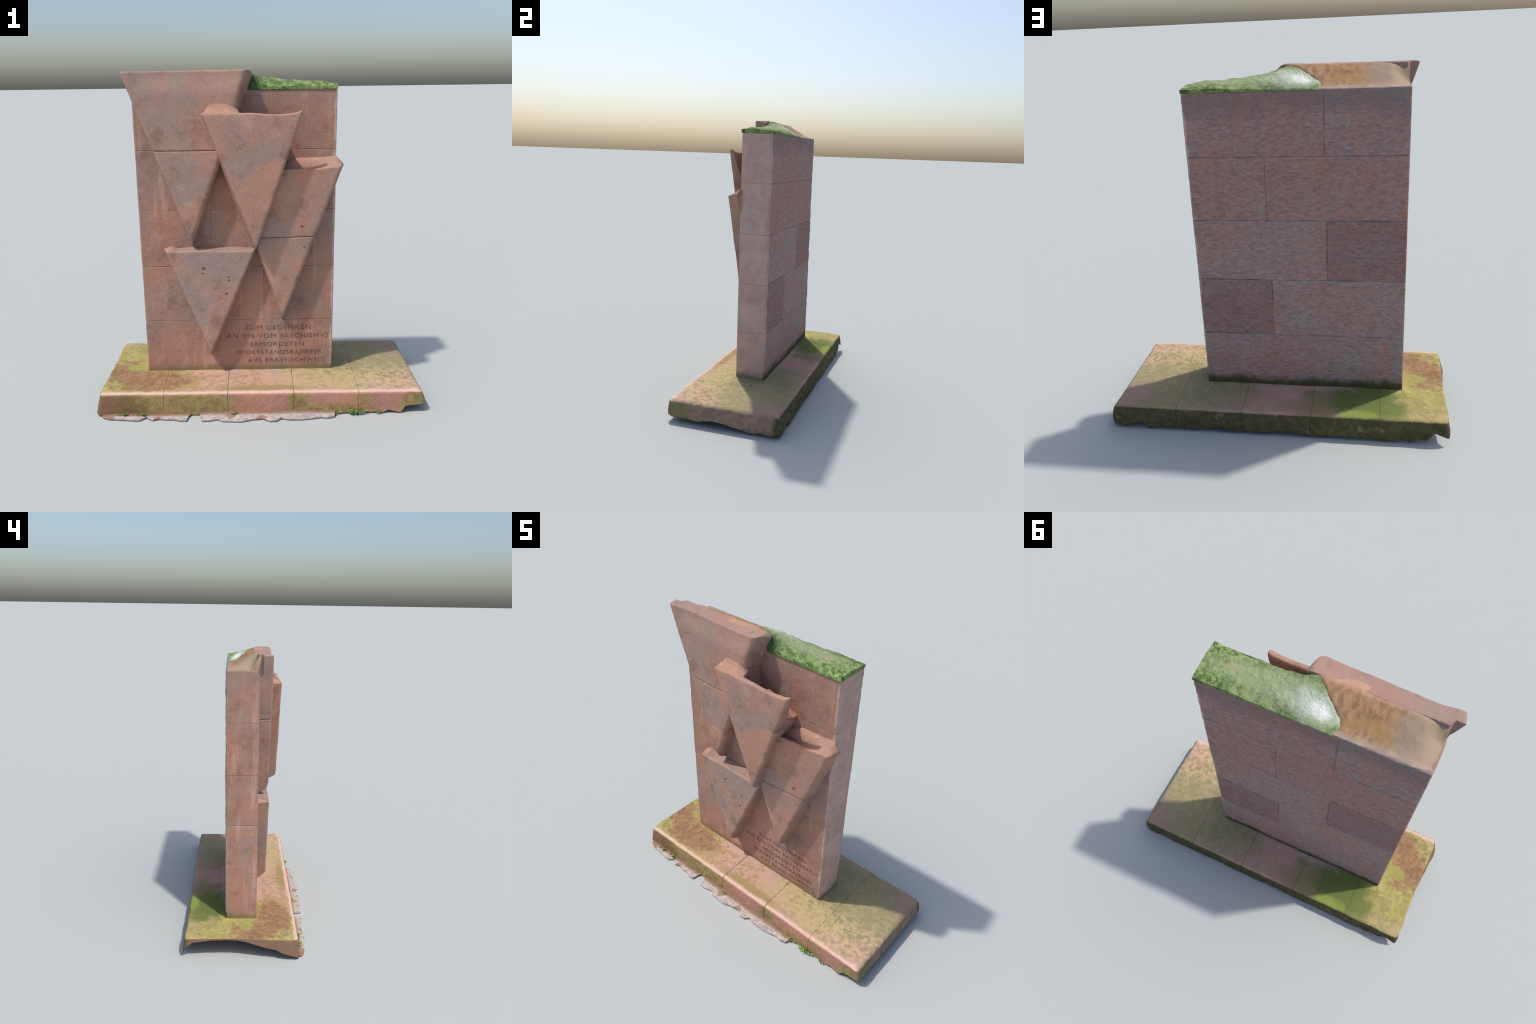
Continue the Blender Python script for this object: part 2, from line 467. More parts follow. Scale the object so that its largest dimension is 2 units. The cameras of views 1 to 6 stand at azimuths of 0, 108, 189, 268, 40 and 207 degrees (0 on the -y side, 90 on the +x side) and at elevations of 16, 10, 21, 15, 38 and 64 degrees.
def pavement_material():
    g = Graph("gritty_pavement")
    n = g.noise(36, 5, 0.7, 0.3)
    f = g.noise(170, 3, 0.7)
    c = g.mix(g.step(n, 0.34, 0.66), srgb(158, 146, 141), srgb(196, 182, 176))
    c = g.mix(g.step(f, 0.45, 0.3, 0.0, 0.5), c, srgb(112, 100, 98))
    seam = g.step(g.add(g.y, g.mul(g.sub(n, 0.5), 0.06)), -0.385, -0.362)
    c = g.mix(g.mul(seam, 0.85), c, srgb(124, 92, 64))
    wob = g.mul(g.sub(n, 0.5), 1.6)
    for px, py, r in ((0.0, -0.41, 0.035), (-0.18, -0.385, 0.03), (-0.92, -0.40, 0.05), (-0.62, -0.40, 0.02)):
        c = g.mix(g.mul(g.blob(px, py, r, r * 0.8, wob, 0.6), 0.85), c, srgb(146, 116, 94))
    g.color(c)
    g.bump(g.add(n, f), 0.6, 0.004)
    return g.mat

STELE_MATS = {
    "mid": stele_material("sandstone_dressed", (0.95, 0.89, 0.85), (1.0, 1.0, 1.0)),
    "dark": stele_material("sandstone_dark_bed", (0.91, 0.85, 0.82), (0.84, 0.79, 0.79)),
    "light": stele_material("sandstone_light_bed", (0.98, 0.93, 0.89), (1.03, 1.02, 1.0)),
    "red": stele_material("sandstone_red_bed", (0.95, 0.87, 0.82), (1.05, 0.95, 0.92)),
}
RELIEF = relief_material("sandstone_relief", (1.04, 1.02, 1.0))
RELIEF_COOL = relief_material("sandstone_relief_grey", (1.02, 1.05, 1.06))
RELIEF_WARM = relief_material("sandstone_relief_pale", (1.07, 1.05, 1.01))
PLINTH_MAT = plinth_material()
MORTAR = plain("old_mortar", srgb(140, 124, 116), srgb(160, 146, 138))
CRUST = crust_material()
MOSS = moss_material()
PAVE = pavement_material()
LETTER = plain("letter_cut_shadow", srgb(98, 74, 68), srgb(130, 97, 87), 22)  # raised letters coloured dark to show shadow inside carved strokes
LEAF = plain("weed_leaf", srgb(126, 172, 74), srgb(180, 210, 116), 60, 0.2)

# ----------------------------------------------------------------- hierarchy
root = bpy.data.objects.new("memorial_stele", None)
root.empty_display_size = 0.2
bpy.context.scene.collection.objects.link(root)
root["label"] = "red sandstone memorial slab with relief triangles on mossy plinth"
root["category"] = "stone monument"

# -------------------------------------------------------------------- stele
def wobble_edges(p, n, m):
    """dressed faces nearly flat, back rock-faced, arrises chipped"""
    back = np.clip(n[:, 1], 0, 1) * m
    other = m - back
    tool = np.stack([p[:, 0] * 0.8 + p[:, 2] * 0.6, p[:, 1], p[:, 2] * 0.8 - p[:, 0] * 0.6], 1) * np.array([0.45, 1, 1.5])
    d = back * (0.0042 * fbm(tool, 26, 3, 0.6, 7) + 0.0032 * fbm(p * np.array([1, 1, 1.3]), 24, 4, 0.64, 3) + 0.0022 * fbm(p, 6, 2, 0.5, 5))
    d += np.clip(other, 0, 1) * (0.0012 * fbm(p, 30, 3, 0.5, 9) + 0.0016 * fbm(p, 5, 2, 0.5, 12))
    arris = np.clip(1 - np.abs(np.abs(n).max(1) - 0.70) / 0.3, 0, 1) * m
    chip = np.clip(fbm(p, 16, 3, 0.55, 21) - 0.05, 0, 1)
    d -= arris * chip * 0.014
    return d

def stele_block(x0, x1, z0, z1, front_joint, mat, parent):
    lo, hi = STELE_LO, STELE_HI
    jx = [v for v in (x0, x1) if v not in (lo[0], hi[0])]
    jz = [v for v in (z0, z1) if v not in (lo[2], hi[2])]
    g = 0.0004; gx = 0.0002
    a0 = x0 + (gx if x0 in jx else 0); a1 = x1 - (gx if x1 in jx else 0)
    c0 = z0 + (g if z0 in jz else 0); c1 = z1 - (g if z1 in jz else 0)
    xs = stations(a0, a1, 0.006, (a0, a1))
    zs = stations(c0, c1, 0.006, (c0, c1))
    ys = stations(lo[1], hi[1], 0.007, (lo[1], hi[1]))
    p, q = lattice_box(xs, ys, zs)
    big_lo = lo.copy(); big_lo[2] -= 1
    P, n, m = round_box(p, big_lo, hi, 0.008)
    d = wobble_edges(P, n, m)
    # joints worn into shallow grooves: tight on the dressed face, coarser behind
    for v, ax in [(v, 0) for v in jx] + [(v, 2) for v in jz]:
        dist = np.abs(p[:, ax] - v)
        w = (0.0024 if ax == 2 else front_joint) * np.clip(1 - n[:, 1], 0, 1) + 0.0050 * np.clip(n[:, 1], 0, 1) + 1e-5
        d -= m * w * np.clip(1 - dist / (w * 1.2), 0, 1) ** 1.4 * np.clip(0.75 + 1.5 * fbm(P, 14, 3, 0.6, 31), 0.1, 1.6)
    d += np.clip(n[:, 0], 0, 1) * m * 0.008 * np.sin(np.pi * np.clip((P[:, 1] + 0.07) / 0.217, 0, 1)) * sstep(1.50, 1.30, P[:, 2])
    d += np.clip(-n[:, 0], 0, 1) * m * 0.006 * np.sin(np.pi * np.clip((P[:, 1] + 0.07) / 0.217, 0, 1))
    P = P + n * d[:, None]
    return make_mesh("stone_block", P, q, mat, parent)

core_lo = STELE_LO + np.array([0.005, 0.005, 0.0]); core_hi = STELE_HI - np.array([0.005, 0.007, 0.01])
cp, cq = lattice_box(np.array([core_lo[0], core_hi[0]]), np.array([core_lo[1], core_hi[1]]), np.array([core_lo[2], core_hi[2]]))
stele = make_mesh("stele", cp, cq, MORTAR, root, smooth=False)

L, R = STELE_LO[0], STELE_HI[0]
LAYOUT = [
    (0, [L, R], ["mid"]),
    (1, [L, 0.029, R], ["light", "dark"]),
    (2, [L, -0.285, R], ["dark", "light"]),
    (3, [L, 0.037, R], ["red", "red"]),
    (4, [L, -0.281, R], ["mid", "red"]),
]
for row, cuts, kinds in LAYOUT:
    for i, kind in enumerate(kinds):
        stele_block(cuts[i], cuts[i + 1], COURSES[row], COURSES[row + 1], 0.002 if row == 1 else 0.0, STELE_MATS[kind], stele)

# ---------------------------------------------------------- relief triangles
def half(p, a, b, inner):
    """signed distance in the x-z plane to the line a-b, negative on inner's side"""
    t = np.array([b[0] - a[0], b[1] - a[1]]); t /= np.linalg.norm(t)
    n = np.array([t[1], -t[0]])
    if (inner[0] - a[0]) * n[0] + (inner[1] - a[1]) * n[1] > 0:
        n = -n
    return (p[:, 0] - a[0]) * n[0] + (p[:, 2] - a[1]) * n[1]

def relief(name, TL, TR, TIP, front_top, front_tip, top, mat, left_draft=0.22, right_draft=0.3,
           round_right=0.02, top_draft=0.0, yaw=0.0, crown=0.0, zcut=None, bottom=None, h=0.005, seed=0):
    """wedge standing proud of the wall: slanting flanks, soft right flank, top ledge given by top(x,y)"""
    wall = -0.070
    inner = ((TL[0] + TR[0]) / 2, (TL[1] + TIP[1]) / 2)
    def f(P):
        k = np.clip((P[:, 2] - TIP[1]) / (TL[1] - TIP[1]), 0, 1)
        # each face is a slightly cushioned plane, tilted sideways by yaw about the tip's x
        yf = front_tip + (front_top - front_tip) * k + np.maximum(yaw * (P[:, 0] - TIP[0]), -0.030) + crown * sstep(1.86, 1.985, P[:, 2]) * sstep(-0.74, -0.60, P[:, 0])
        out = np.clip(P[:, 1] - yf, 0, None)              # depth behind the front
        inn = np.clip(wall - P[:, 1], 0, 0.2)              # height above the wall
        dl = half(P, TL, TIP, inner) - left_draft * out - 0.006
        dr = half(P, TR, TIP, inner) + (right_draft + top_draft * sstep(1.74, 1.97, P[:, 2])) * inn - 0.005
        dt = P[:, 2] - top(P[:, 0], P[:, 1])
        df = yf - P[:, 1]
        d = smax(smax(df, dr, round_right), dl, 0.012)
        d = smax(d, dt, 0.010)
        # the parts that overhang the slab ends are thinner than those bedded in the wall
        over = np.maximum(sstep(-0.695, -0.718, P[:, 0]), 0.6 * sstep(0.452, 0.470, P[:, 0]))
        d = np.maximum(d, P[:, 1] + 0.055 + 0.034 * over)
        d += 0.0016 * fbm(P, 22, 3, 0.5, 40 + seed) + 0.0022 * fbm(P, 6, 2, 0.5, 60 + seed)
        if zcut is not None:
            d = smax(d, zcut + 0.0006 - P[:, 2], 0.003)
        if bottom is not None:
            d = smax(d, P[:, 2] - bottom + 0.0006, 0.003)
        return d
    z0 = TIP[1] - 0.03 if zcut is None else zcut - 0.01
    z1 = max(TL[1], TR[1]) + 0.09 if bottom is None else bottom + 0.01
    lo = (TL[0] - 0.05, min(front_top, front_tip) - 0.03 - abs(yaw) * 0.37, z0)
    hi = (TR[0] + 0.05, -0.045, z1)
    v, q = surface_nets(f, lo, hi, h)
    return make_mesh(name, v, q, mat, stele)

# A: wide triangle, rises above the slab's top
A = dict(TL=(-0.743, 1.99), TR=(-0.024, 1.99), TIP=(-0.386, 1.012), front_top=-0.172, front_tip=-0.153, yaw=-0.040, crown=0.018,
         left_draft=0.24, right_draft=0.14, top_draft=0.24, round_right=0.030)
def topA(x, y):
    return 1.990 + 0.006 * sstep(-0.2, -0.08, x) - 0.02 * sstep(-0.055, -0.02, x) + 0 * y
relief("relief_triangle", top=topA, mat=RELIEF, zcut=1.556, **A)
relief("relief_triangle", top=topA, mat=RELIEF, bottom=1.556, **A)
# B: middle triangle, stands farthest out and half over A
def topB(x, y):
    rim = 1.764 - 0.010 * np.exp(-((x - 0.10) / 0.09) ** 2) + 0.012 * sstep(0.20, 0.26, x)
    back = np.clip((y + 0.220) / 0.15, 0, 1)               # 0 at the rim, 1 at the wall
    t = np.clip((y + 0.230) / 0.068, 0, 1)                 # 0 at the rim, 1 at A's face
    ramp = (0.022 * t + 0.070 * t ** 4) * sstep(-0.085, -0.16, x) * sstep(-0.305, -0.255, x)
    notch = 0.0
    hole = -0.165 * sstep(0.02, 0.36, back) - 0.020 * np.exp(-((x + 0.03) / 0.05) ** 2) * sstep(0.05, 0.6, back)
    fold = 0.118 * np.exp(-((x - 0.050) / 0.085) ** 2) * sstep(0.10, 0.34, back) * sstep(0.80, 0.52, back)
    lump = fold * (1 + 0.06 * np.sin(x * 60 + y * 40))
    fall = -0.030 * sstep(0.11, 0.20, x) * sstep(0.0, 0.75, back)
    gate = sstep(-0.105, -0.075, x)
    return rim + ramp + notch + gate * (hole + lump + fall)
relief("relief_triangle", TL=(-0.299, 1.775), TR=(0.256, 1.775), TIP=(-0.008, 1.004), front_top=-0.242, front_tip=-0.229,
       top=topB, mat=RELIEF, left_draft=0.22, right_draft=0.06, round_right=0.018, seed=3)
# C: right triangle, runs past the slab's right edge
def topC(x, y):
    rim = 1.452 + 0.008 * sstep(0.33, 0.46, x)
    yr = -0.170 + np.maximum(0.045 * (x - 0.152), -0.030)                      # the tilted face at the rim
    back = np.clip((y - yr - 0.012) / (-0.070 - yr - 0.012), 0, 1)
    dip = -0.050 * np.exp(-((back - 0.38) / 0.24) ** 2) * sstep(0.42, 0.25, x)
    dip = dip - 0.02 * sstep(0.14, 0.02, x) * back
    fil = 0.050 * back ** 1.15 * sstep(0.06, 0.26, x) * sstep(0.510, 0.450, x)
    return rim + dip + fil
C = dict(TL=(-0.150, 1.45), TR=(0.495, 1.462), TIP=(0.152, 0.534), front_top=-0.170, front_tip=-0.145, yaw=0.045,
         left_draft=0.24, right_draft=0.26, round_right=0.014, seed=6)
relief("relief_triangle", top=topC, mat=RELIEF_WARM, zcut=1.047, **C)
relief("relief_triangle", top=topC, mat=RELIEF_WARM, bottom=1.047, **C)
# D: low left triangle
def topD(x, y):
    back = np.clip((y + 0.138) / 0.06, 0, 1)
    ear = 0.012 * np.exp(-((x + 0.53) / 0.02) ** 2) * back
    return 0.968 + (0.012 * back ** 2 - 0.008 * back) * sstep(-0.5, -0.42, x) * sstep(-0.06, -0.12, x) + ear
relief("relief_triangle", TL=(-0.543, 0.968), TR=(-0.012, 0.968), TIP=(-0.290, 0.300), front_top=-0.153, front_tip=-0.149,
       top=topD, mat=RELIEF_COOL, left_draft=0.30, right_draft=0.22, round_right=0.014, seed=9)

# --------------------------------------------------------------- inscription
LINES = [("ZUM GEDENKEN", -0.094, 0.318, 0.4340, 0.4640),
         ("AN DIE VOM FASCHISMVS", -0.208, 0.429, 0.3770, 0.4070),
         ("ERMORDETEN", -0.060, 0.277, 0.3210, 0.3510),
         ("WIDERSTANDSK\u00c4MPFER", -0.150, 0.389, 0.2670, 0.2960),
         ("AVS BRAVNSCHWEIG", -0.075, 0.412, 0.2130, 0.2420)]
dg = None
for text, x0, x1, z0, z1 in LINES:
    cu = bpy.data.curves.new("inscription_line", "FONT")
    cu.body = text
    cu.size = 0.05
    cu.space_character = 1.15
    cu.extrude = 0.0025
    cu.offset = -0.0006
    ob = bpy.data.objects.new("inscription_line", cu)
    bpy.context.scene.collection.objects.link(ob)
    bpy.context.view_layer.update()
    dg = bpy.context.evaluated_depsgraph_get()
    me = bpy.data.meshes.new_from_object(ob.evaluated_get(dg))
    bpy.data.objects.remove(ob)
    co = np.empty(len(me.vertices) * 3, dtype=np.float32)
    me.vertices.foreach_get("co", co)
    co = co.reshape(-1, 3).astype(float)
    caps = co[:, 1].copy()
    hcap = 0.0365 if "\u00c4" not in text else 0.0365
    X = x0 + (co[:, 0] - co[:, 0].min()) / np.ptp(co[:, 0]) * (x1 - x0)
    Z = z0 + caps / hcap * (z1 - z0)
    Pf = np.stack([X, np.full_like(X, -0.070), Z], 1)
    bow = -(0.0012 * fbm(Pf, 30, 3, 0.5, 9) + 0.0016 * fbm(Pf, 5, 2, 0.5, 12))
    Y = -0.0693 + bow - co[:, 2]
    me.vertices.foreach_set("co", np.stack([X, Y, Z], 1).astype(np.float32).ravel())
    me.materials.clear()
    me.materials.append(LETTER)
    me.update()
    t = bpy.data.objects.new("inscription_line", me)
    bpy.context.scene.collection.objects.link(t)
    t.parent = stele

# ------------------------------------------------------------- top of the slab
def top_height(x, y):
    """ridge behind triangle A that falls to the back, to the left end and towards the right"""
    ridge = curve([(-0.75, 1.984), (-0.60, 1.986), (-0.14, 1.994), (-0.075, 1.990),
                   (-0.02, 1.972), (0.06, 1.953), (0.18, 1.939), (0.30, 1.934), (0.38, 1.930), (0.43, 1.918), (0.47, 1.914)], x)
    lip = curve([(-0.75, 1.888), (-0.45, 1.887), (-0.28, 1.890), (-0.1, 1.896), (0.3, 1.902), (0.47, 1.906)], x)
    back = np.clip((0.148 - y) / 0.19, 0, 1)
    bare = 0.85 * back ** 1.05 + 0.15 * sstep(0.3, 0.95, back)          # hollow slope of the bare half
    mound = 1 - (1 - np.clip(back * 1.10, 0, 1)) ** 2.1                  # bulging slope of the moss
    k = sstep(-0.28, 0.06, x)
    s = bare * (1 - k) + mound * k
    s = s * (1 - (1 - sstep(-0.72, -0.60, x)) * sstep(-0.085, 0.0, y))  # left end stays low
    h = lip + (ridge - lip) * s
    # right of A the mound also falls to the front edge
    fr = sstep(-0.035, -0.072, y) * sstep(-0.07, 0.02, x)
    return h * (1 - fr) + fr * np.minimum(h, 1.914)

def top_sheet(name, left, right, y0, y1, lift, floor, rough, mat, step=0.006):
    """solid cap over the slab between the curves left(y) and right(y)"""
    us = np.linspace(0, 1, int(1.2 / step)); vs = stations(y0, y1, step, (y0, y1)); ts = np.linspace(0, 1, 7)
    p, q = lattice_box(us, vs, ts)
    y = p[:, 1]
    x = left(y) + (right(y) - left(y)) * p[:, 0]
    zt = top_height(x, y) + lift(x, y)
    z = floor + (zt - floor) * p[:, 2]
    P = np.stack([x, y, z], 1)
    P[:, 2] += rough(P) * p[:, 2]
    return make_mesh(name, P, q, mat, stele)

def moss_left(y):
    return curve([(-0.09, 0.000), (-0.066, -0.055), (-0.045, -0.125), (0.026, -0.205), (0.074, -0.270), (0.12, -0.285), (0.15, -0.25)], y)
top_sheet("weathered_cap", lambda y: np.full_like(y, L + 0.004), lambda y: np.where(y < -0.055, -0.062, moss_left(y) + 0.05), -0.096, 0.143,
          lambda x, y: -0.016 * sstep(0.0, 0.05, x - moss_left(y)) - 0.012 * sstep(-0.11, -0.065, x) * sstep(-0.05, -0.07, y) - 0.004 * sstep(0.12, 0.143, y), 1.86,
          lambda P: 0.007 * fbm(P, 11, 4, 0.55, 71), CRUST)

def moss_lift(x, y):
    edge = np.clip((x - moss_left(y)) / 0.03, 0, 1)
    return -0.010 + 0.008 * edge - 0.010 * sstep(-0.045, -0.072, y) * sstep(0.03, 0.08, x) * sstep(0.44, 0.40, x)
top_sheet("moss_cushion", moss_left, lambda y: R + 0.001 + 0.0 * y, -0.0745, 0.1500, moss_lift, 1.884,
          lambda P: 0.006 * fbm(P, 30, 4, 0.6, 81) + 0.006 * fbm(P, 11, 2, 0.5, 83), MOSS, 0.005)

# ------------------------------------------------------------------- plinth
BACK_FOOT = [(-0.98, 0.037), (-0.935, 0.046), (-0.88, 0.072), (-0.839, 0.021), (-0.791, 0.032), (-0.746, 0.008), (-0.702, 0.037),
             (-0.688, 0.008), (-0.659, 0.014), (-0.608, 0.005), (-0.541, 0.014), (-0.371, 0.020), (-0.284, 0.012), (-0.128, 0.018),
             (-0.083, 0.036), (-0.049, 0.022), (0.003, 0.030), (0.054, 0.016), (0.126, 0.019), (0.211, 0.015), (0.305, 0.017), (0.347, 0.030),
             (0.369, 0.018), (0.412, 0.023), (0.513, 0.013), (0.54, 0.023), (0.583, 0.018), (0.684, 0.023), (0.762, 0.005), (0.802, 0.041),
             (0.861, 0.034), (0.907, 0.011), (0.952, 0.022), (0.98, 0.03)]
FRONT_FOOT = [(-1.0, 0.006), (-0.9, 0.0), (0.45, 0.0), (0.514, 0.004), (0.593, 0.0), (0.616, 0.010), (0.658, 0.002), (0.694, 0.008),
              (0.731, 0.0), (0.767, 0.018), (0.842, 0.0), (0.867, 0.042), (0.965, 0.054)]
LEFT_FOOT = [(-0.36, 0.004), (-0.289, 0.032), (-0.232, 0.048), (-0.196, 0.068), (-0.132, 0.079), (-0.092, 0.089), (-0.032, 0.106), (0.019, 0.121),
             (0.083, 0.128), (0.138, 0.130), (0.232, 0.128), (0.288, 0.124), (0.339, 0.117), (0.37, 0.110), (0.395, 0.084), (0.43, 0.045)]
RIGHT_FOOT = [(-0.345, 0.051), (-0.312, 0.028), (-0.215, 0.030), (-0.174, 0.020), (-0.129, 0.023), (-0.084, 0.037), (-0.022, 0.046), (0.049, 0.038),
              (0.137, 0.023), (0.202, 0.008), (0.253, 0.008), (0.30, 0.020), (0.342, 0.008), (0.41, 0.02)]

def plinth_shape(p):
    """plain box points -> worn slab with splayed, ragged-footed walls, hollow below"""
    lo = PLINTH_LO.copy(); hi = PLINTH_HI.copy()
    lo[2] = -1
    P, n, m = round_box(p, lo, hi, 0.022)
    x, y = P[:, 0].copy(), P[:, 1].copy()
    drop = np.clip(1 - P[:, 2] / 0.142, 0, 1)               # 0 at the top, 1 at the foot
    e = [x - PLINTH_LO[0], PLINTH_HI[0] - x, y - PLINTH_LO[1], PLINTH_HI[1] - y]
    e = [np.clip(v, 0, None) for v in e]
    foot = [curve(LEFT_FOOT, y), curve(RIGHT_FOOT, y), curve(FRONT_FOOT, x), curve(BACK_FOOT, x)]
    w = [1 / (v + 0.003) ** 3 for v in e]
    zb = sum(a * b for a, b in zip(w, foot)) / sum(w)
    dist = np.minimum.reduce(e)
    zb = zb + (0.112 - zb) * sstep(0.014, 0.034, dist)
    zb = np.minimum(zb, 0.130)
    t = np.clip(P[:, 2] / 0.142, 0, None)
    gap = np.hypot(np.maximum(np.maximum(STELE_LO[0] - x, x - STELE_HI[0]), 0), np.maximum(np.maximum(STELE_LO[1] - y, y - STELE_HI[1]), 0))
    top = 0.142 + 0.010 * sstep(0.03, 0.25, dist) + 0.008 * sstep(0.055, 0.0, gap)
    z = zb + (top - zb) * np.where(P[:, 2] > 0.142, 1, t)
    # splay: left end leans out and bows in plan, right end bellies, long sides lean a little
    plan = curve([(-0.35, 0.012), (-0.28, 0.030), (-0.175, 0.022), (-0.03, 0.010), (0.09, 0.0), (0.13, -0.003), (0.21, 0.002), (0.33, 0.006), (0.41, -0.006)], y)
    drop = np.clip(1 - z / 0.142, 0, 1)
    kx = sstep(0.06, 0.0, e[0]); P[:, 0] -= kx * (plan * 0.35 + (plan * 0.65 + 0.020) * drop)
    kr = sstep(0.06, 0.0, e[1]); P[:, 0] += kr * (0.025 * np.sin(np.clip(drop * 1.1, 0, 1) * 2.6))
    kf = sstep(0.06, 0.0, e[2]); P[:, 1] -= kf * 0.006 * drop
    kb = sstep(0.06, 0.0, e[3]); P[:, 1] += kb * (0.012 * drop)
    # torn corner at the back left
    c = np.exp(-(((x + 0.95) / 0.05) ** 2 + ((y - 0.41) / 0.03) ** 2)) * drop
    P[:, 0] -= 0.012 * c; P[:, 1] += 0.008 * c
    P[:, 2] = z
    d = 0.0022 * fbm(P, 18, 4, 0.55, 51) + 0.003 * fbm(P, 4.5, 2, 0.5, 53)
    d += np.clip(np.abs(n[:, :2]).max(1), 0, 1) * 0.004 * fbm(P, 13, 3, 0.6, 55)
    nn = n.copy()
    flat = m < 1e-6
    nn[flat] = 0
    return P, nn, m, d

def plinth_stone(x0, x1, parent):
    jx = [v for v in (x0, x1) if v in PLINTH_JOINTS]
    a0 = x0 + (0.0005 if x0 in jx else 0); a1 = x1 - (0.0005 if x1 in jx else 0)
    xs = stations(a0, a1, 0.007, (a0, a1))
    ys = stations(PLINTH_LO[1], PLINTH_HI[1], 0.007, (PLINTH_LO[1], PLINTH_HI[1]))
    ys = np.unique(np.concatenate([ys, PLINTH_LO[1] + np.array([.021, .026, .031, .037]), PLINTH_HI[1] - np.array([.021, .026, .031, .037])]))
    zs = stations(0, PLINTH_HI[2], 0.007, (PLINTH_HI[2],))
    p, q = lattice_box(xs, ys, zs)
    P, n, m, d = plinth_shape(p)
    for v in jx:
        dist = np.abs(p[:, 0] - v)
        d -= m * (0.0035 if abs(v) < 0.3 else 0.0016) * np.clip(1 - dist / 0.005, 0, 1) ** 1.4 * (1 + 0.6 * fbm(P, 30, 2, 0.5, 57))
    P = P + n * (d * m)[:, None]
    P[:, 2] = np.maximum(P[:, 2], 0.0005)
    return make_mesh("plinth_stone", P, q, PLINTH_MAT, parent)

ribs_v, ribs_q, off = [], [], 0
for v in PLINTH_JOINTS:
    p, q = lattice_box(np.array([v - 0.004, v + 0.004]), stations(PLINTH_LO[1] + 0.003, PLINTH_HI[1] - 0.003, 0.007), stations(0, PLINTH_HI[2], 0.012))
    P, n, m, d = plinth_shape(p)
    P = P - n * (m * 0.0045)[:, None]
    P[:, 2] = np.maximum(P[:, 2], 0.001)
    ribs_v.append(P); ribs_q.append(q + off); off += len(P)
plinth = make_mesh("plinth", np.concatenate(ribs_v), np.concatenate(ribs_q), MORTAR, root)
cuts = [PLINTH_LO[0]] + PLINTH_JOINTS + [PLINTH_HI[0]]
for i in range(5):
    plinth_stone(cuts[i], cuts[i + 1], plinth)

# --------------------------------------------- broken pavement edge in front
EDGE = [(-0.950, -0.385), (-0.944, -0.397), (-0.902, -0.414), (-0.722, -0.434), (-0.686, -0.399), (-0.644, -0.432), (-0.606, -0.417), (-0.562, -0.426),
        (-0.515, -0.427), (-0.475, -0.442), (-0.441, -0.441), (-0.433, -0.397), (-0.418, -0.369), (-0.385, -0.357), (-0.370, -0.372),
        (-0.352, -0.444), (-0.309, -0.445), (-0.255, -0.430), (-0.228, -0.451), (-0.118, -0.459), (-0.055, -0.439), (0.011, -0.429),
        (0.051, -0.459), (0.091, -0.456), (0.12, -0.427), (0.159, -0.441), (0.245, -0.443), (0.309, -0.432), (0.355, -0.420), (0.395, -0.428),
        (0.435, -0.418), (0.454, -0.355)]
xs = np.unique(np.concatenate([np.linspace(-0.950, 0.452, 260), [e[0] for e in EDGE]])); xs = xs[xs <= 0.452]
p, q = lattice_box(xs, np.linspace(0, 1, 22), np.linspace(0, 1, 3))
outer = curve(EDGE, p[:, 0]) + 0.020
Y = outer + (-0.346 - outer) * p[:, 1]
P = np.stack([p[:, 0], Y, np.zeros(len(p))], 1)
ztop = 0.013 + 0.003 * fbm(P, 16, 4, 0.6, 91) + 0.003 * fbm(P, 5, 2, 0.5, 93) + 0.010 * sstep(-0.40, -0.35, Y) * sstep(-0.45, -0.37, p[:, 0])
P[:, 2] = 0.0005 + (ztop - 0.0005) * p[:, 2]
pave = make_mesh("pavement_edge", P, q, PAVE, root)

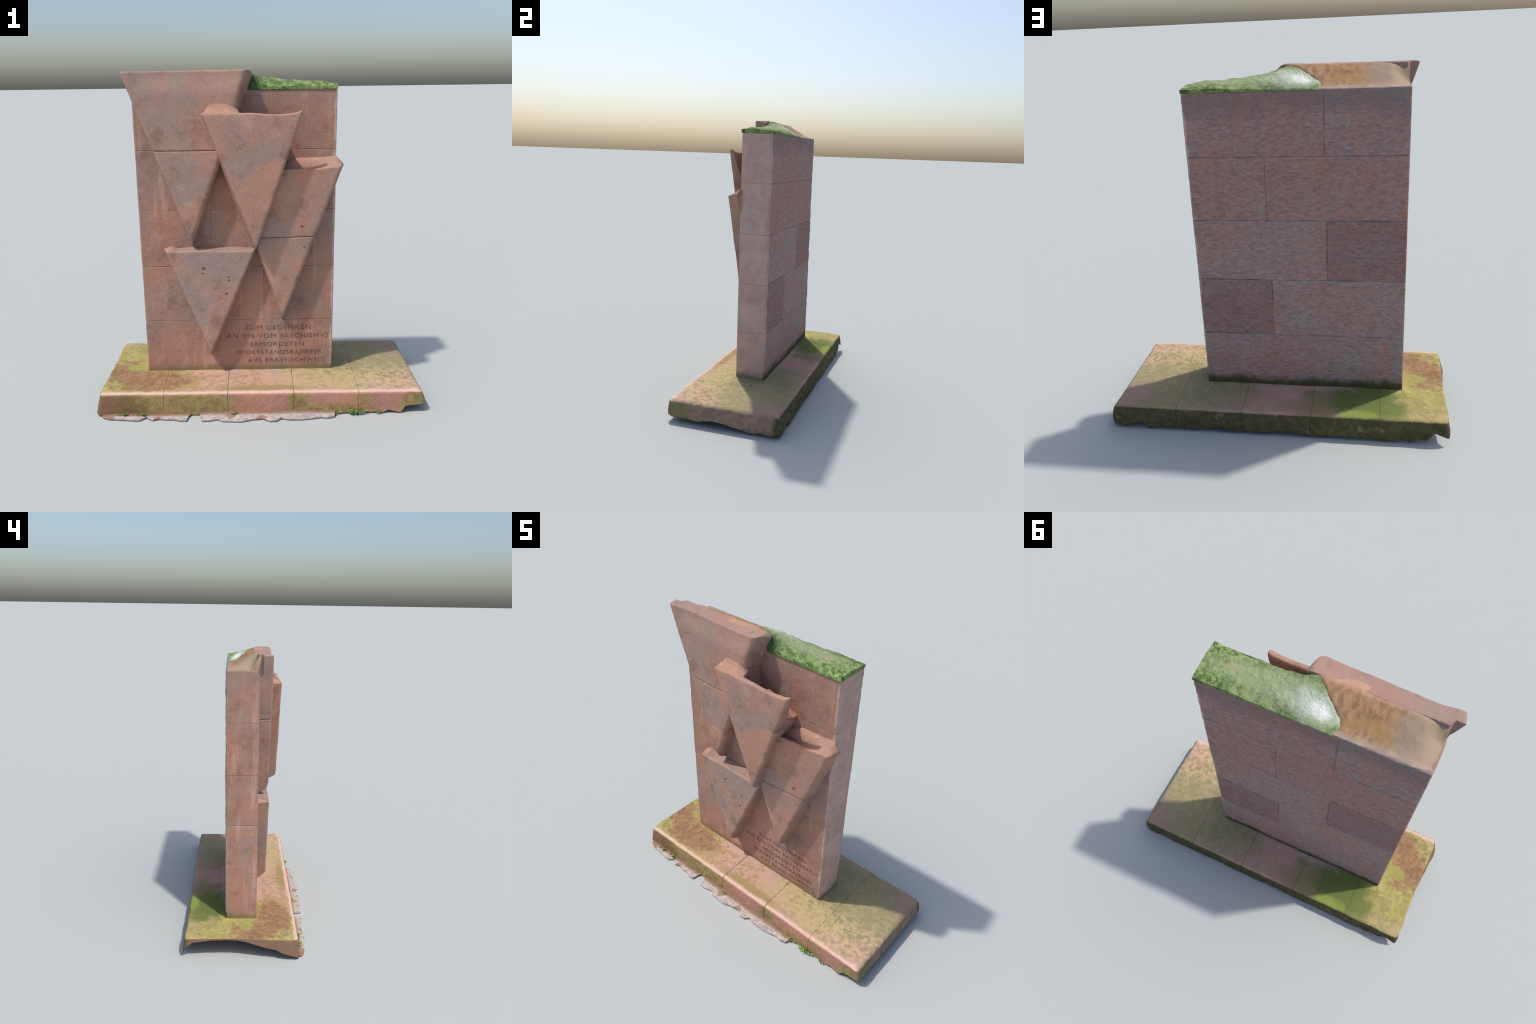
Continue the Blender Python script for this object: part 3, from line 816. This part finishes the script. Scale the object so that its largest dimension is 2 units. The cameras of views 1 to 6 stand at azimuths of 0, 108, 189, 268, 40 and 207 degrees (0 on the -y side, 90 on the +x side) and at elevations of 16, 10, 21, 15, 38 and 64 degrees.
# -------------------------------------------------------------------- weeds
rng = np.random.default_rng(7)
def blade(base, ang, length, width, bend):
    """one thin curved leaf with a keel, closed below"""
    V, F, seg = [], [], 6
    d = np.array([math.cos(ang), math.sin(ang), 0]); s = np.array([-d[1], d[0], 0])
    for i in range(seg + 1):
        t = i / seg
        c = np.array(base) + d * (length * (0.25 * t + bend * t * t)) + np.array([0, 0, 1]) * length * (t - 0.45 * bend * t * t)
        w = width * math.sin(math.pi * min(1, 0.18 + 0.82 * t)) + 0.0004
        V += [c - s * w, c + np.array([0, 0, -0.0012]) - d * 0.0008, c + s * w, c + np.array([0, 0, 0.0008])]
    for i in range(seg):
        a = 4 * i
        for k in range(4):
            F.append((a + k, a + (k + 1) % 4, a + 4 + (k + 1) % 4, a + 4 + k))
    F.append((3, 2, 1, 0)); F.append((4 * seg, 4 * seg + 1, 4 * seg + 2, 4 * seg + 3))
    return V, F
def weed(x, y, z, count, size):
    V, F = [], []
    for _ in range(count):
        b = (x + rng.normal(0, 0.5 * size), y + rng.normal(0, 0.12 * size), z)
        v, f = blade(b, rng.uniform(-math.pi * 0.98, -math.pi * 0.02), size * rng.uniform(0.6, 1.15), size * rng.uniform(0.12, 0.20), rng.uniform(0.2, 0.7))
        F += [tuple(i + len(V) for i in g) for g in f]
        V += v
    ob = make_mesh("weed", np.array(V), np.array(F), LEAF, pave)
    ob["kind"] = "stuff"
for x, y, z, c, s in ((-0.815, -0.366, 0.008, 16, 0.034), (-0.700, -0.368, 0.008, 16, 0.034), (-0.475, -0.362, 0.006, 5, 0.018), (-0.155, -0.366, 0.010, 12, 0.026),
                      (-0.045, -0.362, 0.008, 7, 0.020), (0.455, -0.362, 0.002, 8, 0.022), (0.565, -0.358, 0.004, 30, 0.040), (0.600, -0.360, 0.004, 18, 0.026),
                      (0.700, -0.358, 0.006, 12, 0.026), (0.32, -0.362, 0.006, 5, 0.016)):
    weed(x, y, z, c, s)

# ------------------------------------------- chips lying at the slab's foot
V, F = [], []
for i in range(26):
    cx = rng.uniform(-0.45, 0.12); cy = -0.078 - abs(rng.normal(0, 0.018)); r = rng.uniform(0.003, 0.009)
    p, q = lattice_box(np.linspace(-1, 1, 5), np.linspace(-1, 1, 5), np.linspace(-1, 1, 5))
    n = p / np.linalg.norm(p, axis=1)[:, None]
    n = n * (1 + 0.35 * fbm(n + i * 3.1, 1.4, 2, 0.5, 95))[:, None]
    F.append(q + sum(len(v) for v in V))
    V.append(n * np.array([r * 1.5, r, r * 0.6]) + np.array([cx, cy, 0.153 + r * 0.2]))
chips = make_mesh("stone_chips", np.concatenate(V), np.concatenate(F), PLINTH_MAT, plinth)
chips["kind"] = "stuff"
